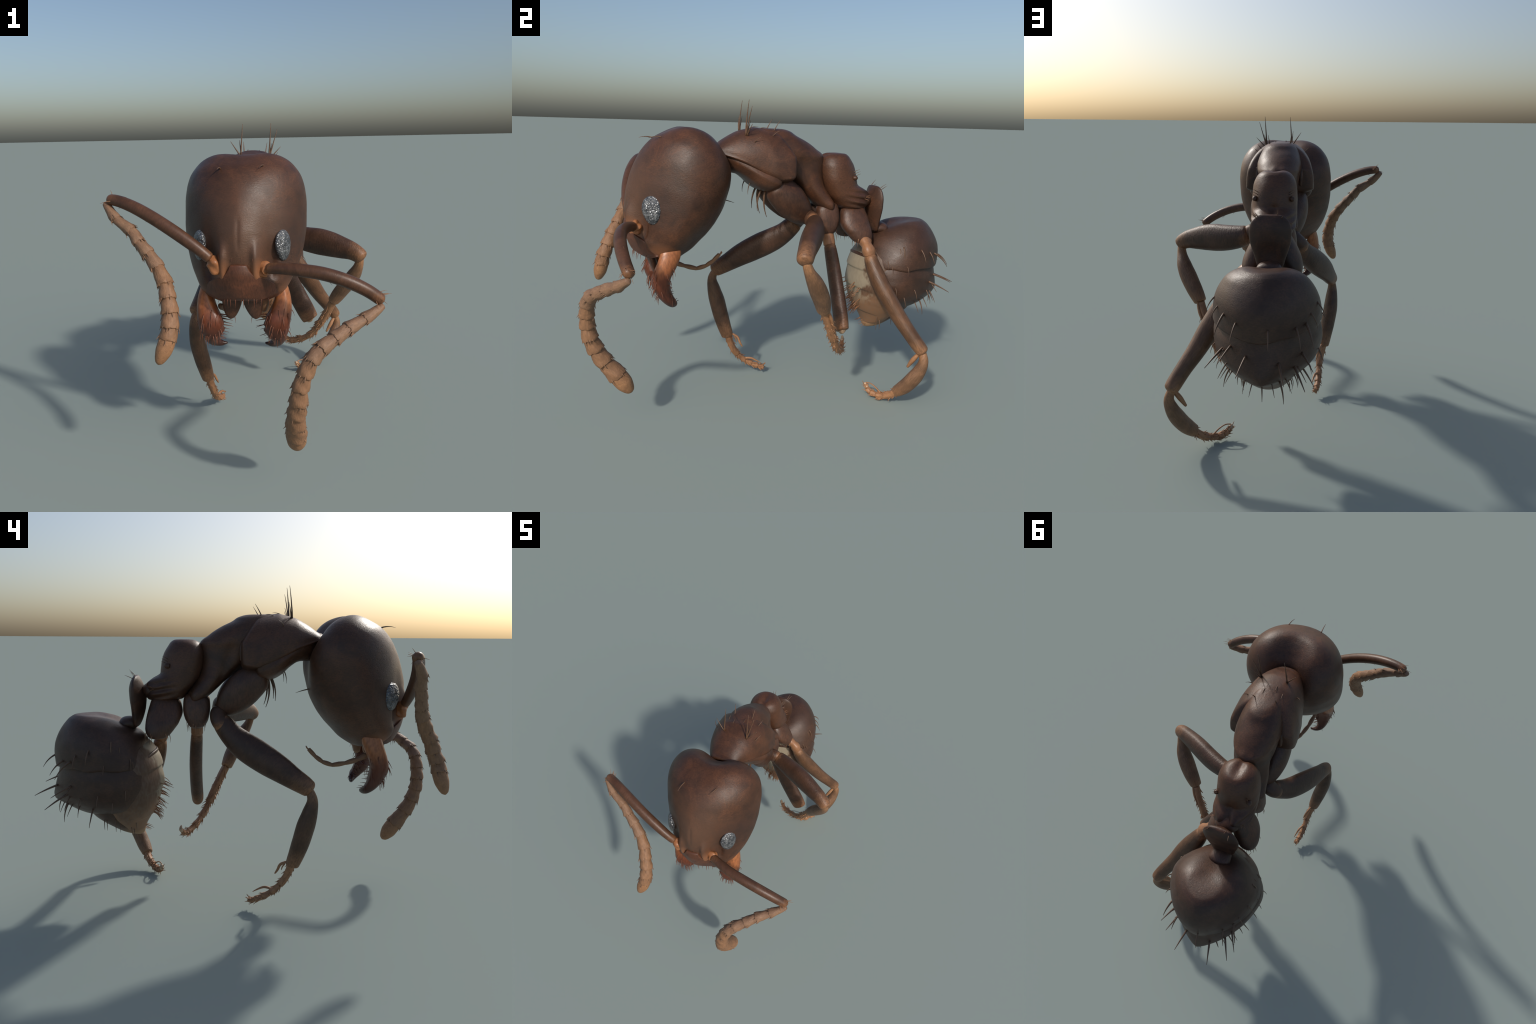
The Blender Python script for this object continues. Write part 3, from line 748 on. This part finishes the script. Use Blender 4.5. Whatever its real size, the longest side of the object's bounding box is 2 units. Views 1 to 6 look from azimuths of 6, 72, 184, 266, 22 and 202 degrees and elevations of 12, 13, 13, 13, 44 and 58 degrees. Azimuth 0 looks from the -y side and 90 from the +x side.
def g2_deform(V):
    V = V.copy(); x, y, z = V[:, 0].copy(), V[:, 1].copy(), V[:, 2].copy()
    low = smooth(.60, .44, z)
    V[:, 2] += low*(smooth(.74, .92, y)*.030 - gauss(y, .68, .07)*.010 + smooth(.56, .44, y)*.085)
    V += grain(V, .0008, 40, 33)[:, None]; return V
g2_rows = [
 (.735, .50, .84, .64, .160, 2, 1.8), (.725, .455, .862, .63, .195, 1.9, 1.75), (.690, .426, .882, .62, .214, 1.9, 1.74), (.665, .418, .887, .61, .222, 1.9, 1.74), (.635, .415, .894, .61, .229, 1.9, 1.74), (.600, .414, .906, .60, .231, 1.9, 1.7),
 (.550, .419, .918, .60, .222, 1.9, 1.66), (.515, .431, .924, .59, .205, 1.9, 1.55), (.485, .448, .921, .58, .176, 1.9, 1.45), (.466, .468, .900, .58, .145, 1.9, 1.45), (.454, .492, .868, .58, .112, 2, 1.6), (.445, .53, .83, .60, .078, 2, 1.8), (.440, .58, .76, .63, .04, 2, 2)]
V, F = loft(g2_rows, 90, 120, g2_deform, by_z)
terg2 = add_object('tergite', V, F, M_GAST, abdomen, None, True)
g3_rows = [
 (.54, .47, .80, .62, .14, 2, 2), (.50, .465, .79, .62, .150, 2, 2), (.46, .468, .762, .61, .140, 2, 2), (.425, .474, .735, .60, .122, 2, 2), (.395, .480, .698, .59, .102, 2, 2), (.365, .487, .652, .565, .078, 2, 2),
 (.340, .492, .606, .55, .056, 2, 2), (.326, .498, .572, .535, .036, 2, 2), (.318, .505, .545, .525, .016, 2, 2)]
V, F = loft(g3_rows, 70, 90, lambda V: V + grain(V, .0015, 45, 35)[:, None], by_z)
M_TIP = cuticle('rear_tergite_cuticle', base=(0.105, 0.056, 0.034), extra=lambda N, P, c: N.mix(
    N.ramp(N.dist(P, (0, .50, .31)), [(.05, .95), (.14, 0.0)]), c, (.36, .21, .11)))
terg3 = add_object('tergite', V, F, M_TIP, abdomen, None, True)
st_rows = [
 (.80, .475, .66, .58, .08, 2, 2), (.77, .443, .68, .57, .15, 1.85, 2), (.72, .414, .68, .56, .182, 1.8, 2), (.66, .402, .70, .56, .197, 1.8, 2), (.60, .397, .72, .56, .201, 1.8, 2), (.545, .402, .72, .56, .193, 1.8, 2),
 (.495, .418, .70, .56, .178, 2, 2), (.450, .439, .69, .56, .152, 2, 2), (.410, .462, .67, .56, .122, 2, 2), (.375, .480, .64, .55, .092, 2, 2), (.350, .489, .60, .54, .062, 2, 2), (.338, .50, .57, .535, .02, 2, 2)]
def st_deform(V):
    V = V.copy(); z = V[:, 2].copy()
    for zc, k in ((.66, .20), (.555, .25), (.43, .30)):      # overlapping belly plates
        e = z + k*(V[:, 1] - .45)*.9
        V[:, 1] -= (smooth(zc - .004, zc + .004, e)*smooth(zc + .10, zc + .004, e))*.007*smooth(.56, .46, V[:, 1])
    V += grain(V, .0012, 50, 37)[:, None]; return V
V, F = loft(st_rows, 130, 90, st_deform, by_z)
stern = add_object('sternum', V, F, M_BELLY, abdomen, None, True)

def jit(a): return rng.uniform(-a, a)
for k, x in enumerate((-.175, -.12, -.02, .085, .155)):                       # rear rim of the first plate
    seta(abdomen, abdomen, (x, .89 - abs(x)*.5, .735 + jit(.02)), (x*1.2, .8, -.55), .100 + jit(.014), 'dark', 1, .25)
for x, z in ((-.165, .60), (-.065, .585), (.06, .61), (.13, .63), (.185, .60), (-.13, .55)):   # second plate
    seta(abdomen, terg2, (x, .93 - abs(x)*.7, z), (x*1.6, .8, -.45), .112 + jit(.012), 'dark', 0, .3)
for k in range(11):                                                         # fringe on its lower rim
    a = -1.4 + 2.8*k/10 + jit(.16)
    seta(abdomen, terg2, (.20*math.sin(a), .68 + .23*math.cos(a), .45 + jit(.012)), (math.sin(a)*.7, .5*math.cos(a), -1), rng.uniform(.055, .10), 'dark', k % 2, .3)
for sx in (1, -1):                                                          # flanks
    for y, z, L, v in ((.60, .81, .085, 2), (.56, .79, .05, 2), (.70, .78, .075, 1), (.50, .74, .05, 1), (.78, .76, .07, 1), (.62, .70, .045, 1), (.52, .705, .04, 1),
                       (.55, .60, .05, 1), (.66, .57, .055, 1), (.60, .53, .055, 1), (.78, .54, .06, 1), (.84, .60, .07, 0), (.86, .52, .075, 0), (.48, .72, .035, 1)):
        tgt = abdomen if z > .69 else terg2
        seta(abdomen, tgt, (.21*sx, y + jit(.015), z + jit(.01)), (.4*sx, .15, -1), L, 'dark', v, .35)
    for y, z in ((.66, .42), (.60, .40), (.55, .38), (.62, .44), (.53, .36), (.68, .41), (.52, .42)):
        seta(abdomen, terg3, (.10*sx, y + jit(.01), z), (.3*sx, -.2, -1), rng.uniform(.045, .07), 'dark', 1, .3)
for k in range(58):                                                         # amber brush on the underside
    z = rng.uniform(.36, .56) if k > 8 else rng.uniform(.54, .60); x = rng.uniform(-.11, .11)*(z - .22)/.3
    seta(abdomen, stern, (x, .38, z), (jit(.5), -1, -.55 + jit(.4)), rng.uniform(.035, .062), 'amber', k % 2, .35)
for k in range(7):
    seta(abdomen, terg3, (jit(.05), .47, .345 + jit(.02)), (jit(.4), -1, -.35), rng.uniform(.03, .05), 'amber', 0, .3)

# ---------------- legs
def spiny(name, path, radius, n, parent, mat, t0=0.0, side=None, Lr=(.012, .024)):
    C, t, u = spline(path, 60, False); R = pchip(u, radius, t); parts = []
    for k in range(n):
        i = int(np.clip(rng.uniform(t0, 1)*59, 1, 58)); ax = norm(C[min(i+1, 59)] - C[i-1])
        x, y, z = frame_from(ax, side if side is not None else (0, 0, 1))
        a = rng.uniform(-1.2, 1.2) if side is not None else rng.uniform(0, 6.28)
        rad = x*np.cos(a) + y*np.sin(a)
        parts.append(spine_geo(C[i] + rad*R[i]*.95, ax + rad*rng.uniform(.3, .8), rng.uniform(*Lr), .0024))
    return stuff(name, parts, mat, parent)

def tarsus(leg, path, radius, ref=(0, 0, 1), RB=None):
    """a chain of little cups, widest at their far ends"""
    C, t, u = spline(path, 120, False); R = pchip(u, radius, t); R2 = R if RB is None else pchip(u, RB, t)
    cuts = [0, .40, .58, .72, .85, 1.0]
    for a, b in zip(cuts[:-1], cuts[1:]):
        f = np.linspace(a, min(1, b + .015), 5)
        pts = [np.array([np.interp(q, t, C[:, i]) for i in range(3)]) for q in f]
        k = np.array([.86, .92, .98, 1.10, 1.04]); ra = np.interp(f, t, R)*k; rb = np.interp(f, t, R2)*k
        ph = rng.uniform(0, 6)
        limb('tarsus_segment', M_TARS, leg, pts, list(ra), list(rb), ref, n=22, nu=20, cap=(.005, .006),
             wob=(lambda ph: lambda t_, th: 1 + .07*np.sin(4*th + ph + 3*t_))(ph))
    return C

def coxa_from(rows, x0, lean, z0, tip, seeds):
    V, F = loft(rows, 70, 70, lambda V: V + grain(V, .0009, 45, seeds)[:, None], by_z)
    V[:, 0] += x0 + lean*(V[:, 2] - z0)
    return add_object('leg', V, orient(V - V.mean(0), F), M_COXA, ant, None, True)

def tilt_rows(pts, widths):
    return None

def fore_coxa(sx):
    P = mirror([(.075, -.085, 1.125), (.083, -.045, 1.085), (.084, .005, 1.040), (.074, .055, .990), (.060, .095, .940), (.056, .108, .912)], sx)
    RA = [.053, .073, .082, .074, .049, .030]; RB = [.048, .059, .062, .056, .042, .027]
    V, F, M = tube(P, RA, RB, (0, .75, .65), n=60, nu=48, cap=(.05, .028))
    V = V + grain(V, .0008, 40, 41)[:, None]
    return add_object('leg', V, F, M_COXA, ant, Matrix.Identity(4), True)

mid_rows = [(1.015, .200, .265, .23, .02, 2, 2), (1.005, .180, .280, .23, .036, 2.2, 2.2), (.980, .166, .288, .23, .044, 2.3, 2.3), (.940, .164, .290, .23, .047, 2.3, 2.3),
            (.905, .170, .284, .230, .046, 2.2, 2.2), (.880, .180, .273, .230, .040, 2.2, 2.2), (.862, .195, .260, .230, .030, 2, 2), (.854, .212, .246, .230, .012, 2, 2)]
hind_rows = [(1.000, .340, .42, .38, .02, 2, 2), (.988, .318, .436, .38, .038, 2.2, 2.2), (.960, .303, .446, .38, .048, 2.2, 2.2), (.920, .298, .456, .38, .054, 2.2, 2.2),
            (.885, .308, .462, .385, .056, 2.2, 2.2), (.855, .330, .464, .395, .052, 2.1, 2.2), (.830, .352, .458, .405, .043, 2.1, 2.2), (.814, .375, .445, .41, .030, 2, 2), (.808, .40, .425, .412, .01, 2, 2)]

# fore leg, left (held out sideways)
FL = fore_coxa(1)
limb('trochanter', M_TROB, FL, [(.058, .104, .935), (.095, .115, .945), (.135, .115, .940), (.165, .104, .930)], [.034, .041, .043, .044], [.030, .036, .038, .038], n=28)
limb('femur', M_FEM, FL, [(.128, .123, .936), (.176, .111, .921), (.264, .074, .904), (.322, .044, .898), (.374, .015, .891), (.432, -.017, .879), (.488, -.047, .865), (.520, -.065, .848), (.543, -.077, .826)],
     [.044, .054, .066, .070, .067, .058, .047, .041, .036], [.038, .043, .048, .048, .047, .044, .040, .038, .033], (0, 0, 1), n=70, nu=40, cap=(.030, .022))
limb('tibia', M_TIBP, FL, [(.528, -.066, .842), (.522, -.046, .790), (.500, -.007, .730), (.470, .026, .676), (.437, .056, .624), (.405, .080, .572), (.398, .086, .560)],
     [.019, .025, .040, .045, .042, .034, .031], [.018, .023, .033, .036, .035, .030, .027], (1, .3, .4), n=56, nu=34, cap=(.012, .010))
pt = [(.400, .084, .565), (.372, .122, .497), (.340, .156, .430), (.308, .188, .370), (.275, .214, .328), (.238, .240, .297), (.200, .268, .275), (.160, .297, .262), (.128, .314, .272), (.117, .320, .292)]
pr = [.024, .023, .021, .019, .018, .017, .017, .016, .013, .009]
tarsus(FL, pt, pr, RB=[.022, .021, .019, .018, .017, .016, .015, .014, .011, .008]); spiny('tarsus_spines', pt, pr, 120, FL, M_TARS, .15, None, (.014, .030))
limb('spur', M_TARS, FL, [(.412, .098, .570), (.398, .125, .520), (.372, .150, .470), (.362, .160, .445)], [.007, .008, .006, .003], n=18, nu=10)
limb('spur', M_TARS, FL, [(.385, .088, .575), (.372, .092, .535), (.362, .088, .500)], [.005, .004, .002], n=12, nu=8)
limb('claw', M_CLAW, FL, [(.118, .320, .280), (.108, .326, .300), (.112, .322, .318)], [.010, .009, .003], n=14, nu=12)

# fore leg, right (reaching forward)
FR = fore_coxa(-1)
limb('trochanter', M_TROB, FR, [(-.060, .108, .950), (-.084, .124, .920), (-.110, .118, .892), (-.130, .085, .858)], [.036, .041, .041, .040], [.032, .037, .038, .036], (0, 1, 0.2), n=28)
limb('femur', M_FEM, FR, [(-.094, .128, .903), (-.112, .102, .876), (-.138, .064, .832), (-.168, .019, .794), (-.198, -.039, .758), (-.223, -.094, .725), (-.244, -.151, .691), (-.260, -.206, .655), (-.275, -.262, .620), (-.288, -.293, .597)],
     [.036, .048, .055, .064, .068, .066, .060, .051, .043, .035], [.033, .040, .043, .046, .047, .046, .043, .039, .036, .030], (0, -.5, .86), n=70, nu=40, cap=(.030, .020))
limb('tibia', M_TIB, FR, [(-.278, -.276, .612), (-.286, -.294, .560), (-.284, -.284, .495), (-.278, -.266, .425), (-.266, -.250, .355), (-.254, -.232, .290), (-.245, -.214, .232), (-.244, -.212, .222)],
     [.017, .024, .036, .043, .042, .038, .032, .029], [.017, .024, .034, .039, .039, .036, .030, .027], (0, 1, .1), n=60, nu=34, cap=(.012, .010))
pt = [(-.243, -.211, .235), (-.234, -.198, .192), (-.224, -.176, .146), (-.222, -.142, .107), (-.220, -.098, .074), (-.213, -.052, .051), (-.206, -.018, .042), (-.203, -.006, .045)]
pr = [.021, .019, .017, .016, .0155, .015, .011, .012]
tarsus(FR, pt, pr, (1, 0, 0)); spiny('tarsus_spines', pt, pr, 80, FR, M_TARS, .05, None, (.012, .024))
limb('spur', M_TARS, FR, [(-.236, -.190, .245), (-.222, -.160, .225), (-.212, -.148, .195), (-.206, -.135, .172)], [.006, .007, .006, .003], n=18, nu=10)
limb('spur', M_TARS, FR, [(-.236, -.180, .235), (-.226, -.168, .212), (-.222, -.166, .196)], [.004, .003, .0015], n=10, nu=8)
limb('claw', M_TARS, FR, [(-.214, -.118, .100), (-.200, -.088, .103), (-.190, -.055, .088), (-.184, -.030, .072)], [.006, .006, .004, .0015], n=18, nu=10)

# middle legs: the left one ends at a broken knee, the right one at the coxa
ML = coxa_from(mid_rows, .054, -.12, .94, None, 51)
limb('trochanter', M_TROC, ML, [(.068, .228, .868), (.077, .231, .835), (.091, .233, .798)], [.026, .031, .032], [.026, .030, .030], (1, 0, 0), n=24, cap=(.012, .01))
limb('femur', M_FEM, ML, [(.086, .232, .815), (.103, .235, .775), (.131, .240, .705), (.165, .244, .625), (.202, .245, .550), (.240, .244, .478), (.271, .242, .420), (.278, .242, .408)],
     [.033, .040, .046, .050, .052, .052, .048, .044], [.027, .030, .032, .033, .033, .033, .031, .028], (.9, 0, .4), n=60, nu=36, cap=(.02, .008))
limb('broken_joint', M_CLAW, ML, [(.267, .243, .425), (.277, .243, .405), (.284, .243, .397)], [.028, .026, .018], [.019, .018, .012], (.9, 0, .4), n=16, nu=18)
MR = coxa_from(mid_rows, -.054, .12, .94, None, 52)

# hind legs: left complete, right ends at the coxa
HL = coxa_from(hind_rows, .062, -.36, .92, None, 53)
limb('trochanter', M_TROC, HL, [(.105, .408, .835), (.138, .412, .815), (.160, .414, .792), (.176, .420, .752)], [.026, .028, .029, .030], [.026, .030, .031, .032], (1, 0, 0), n=34, cap=(.012, .01),
     wob=lambda t, th: 1 + .10*np.sin(11*t) + .05*np.sin(3*th))
limb('femur', M_FEMP, HL, [(.164, .420, .772), (.186, .428, .725), (.213, .442, .670), (.243, .458, .620), (.273, .477, .572), (.329, .522, .478), (.386, .567, .394), (.416, .596, .346), (.434, .618, .314)],
     [.030, .040, .048, .051, .050, .043, .037, .036, .031], [.028, .036, .041, .043, .042, .038, .035, .034, .029], (1, -.3, .5), n=70, nu=40, cap=(.03, .020))
limb('tibia', M_TIBP, HL, [(.424, .610, .330), (.438, .614, .275), (.428, .604, .225), (.408, .582, .172), (.380, .556, .122), (.350, .536, .088), (.338, .530, .078)],
     [.017, .024, .032, .038, .037, .031, .028], [.017, .023, .031, .036, .035, .029, .026], (0, 1, 0), n=50, nu=34, cap=(.010, .010))
pt = [(.350, .536, .088), (.322, .524, .060), (.298, .506, .040), (.268, .486, .028), (.240, .466, .026), (.212, .450, .031), (.194, .441, .049), (.189, .438, .067)]
pr = [.022, .019, .017, .016, .016, .014, .010, .008]
tarsus(HL, pt, pr, (0, 0, 1)); spiny('tarsus_spines', pt, pr, 90, HL, M_TARS, .0, None, (.012, .024))
limb('claw', M_CLAW, HL, [(.200, .446, .040), (.190, .440, .056), (.186, .436, .072)], [.013, .010, .006], n=16, nu=14)
limb('claw', M_TARS, HL, [(.268, .488, .040), (.242, .470, .064), (.214, .452, .076), (.190, .438, .072)], [.004, .0035, .003, .003], n=20, nu=8)
limb('spur', M_TARS, HL, [(.424, .598, .318), (.400, .578, .272), (.372, .566, .222)], [.009, .012, .006], n=18, nu=12)
HR = coxa_from(hind_rows, -.062, .36, .92, None, 54)

# little fringes at the lower rims of the coxae
for lg, x, y, z, n in ((ML, .078, .232, .868, 7), (MR, -.078, .232, .868, 9), (HL, .10, .41, .83, 12), (HR, -.10, .41, .83, 14)):
    for k in range(n):
        a = rng.uniform(0, 6.28)
        seta(lg, lg, (x + .04*math.cos(a), y + .05*math.sin(a), z + jit(.012)), (.3*math.cos(a), .3*math.sin(a), -1), rng.uniform(.022, .045), 'amber' if k % 3 else 'dark', 1, .2, name='bristle')
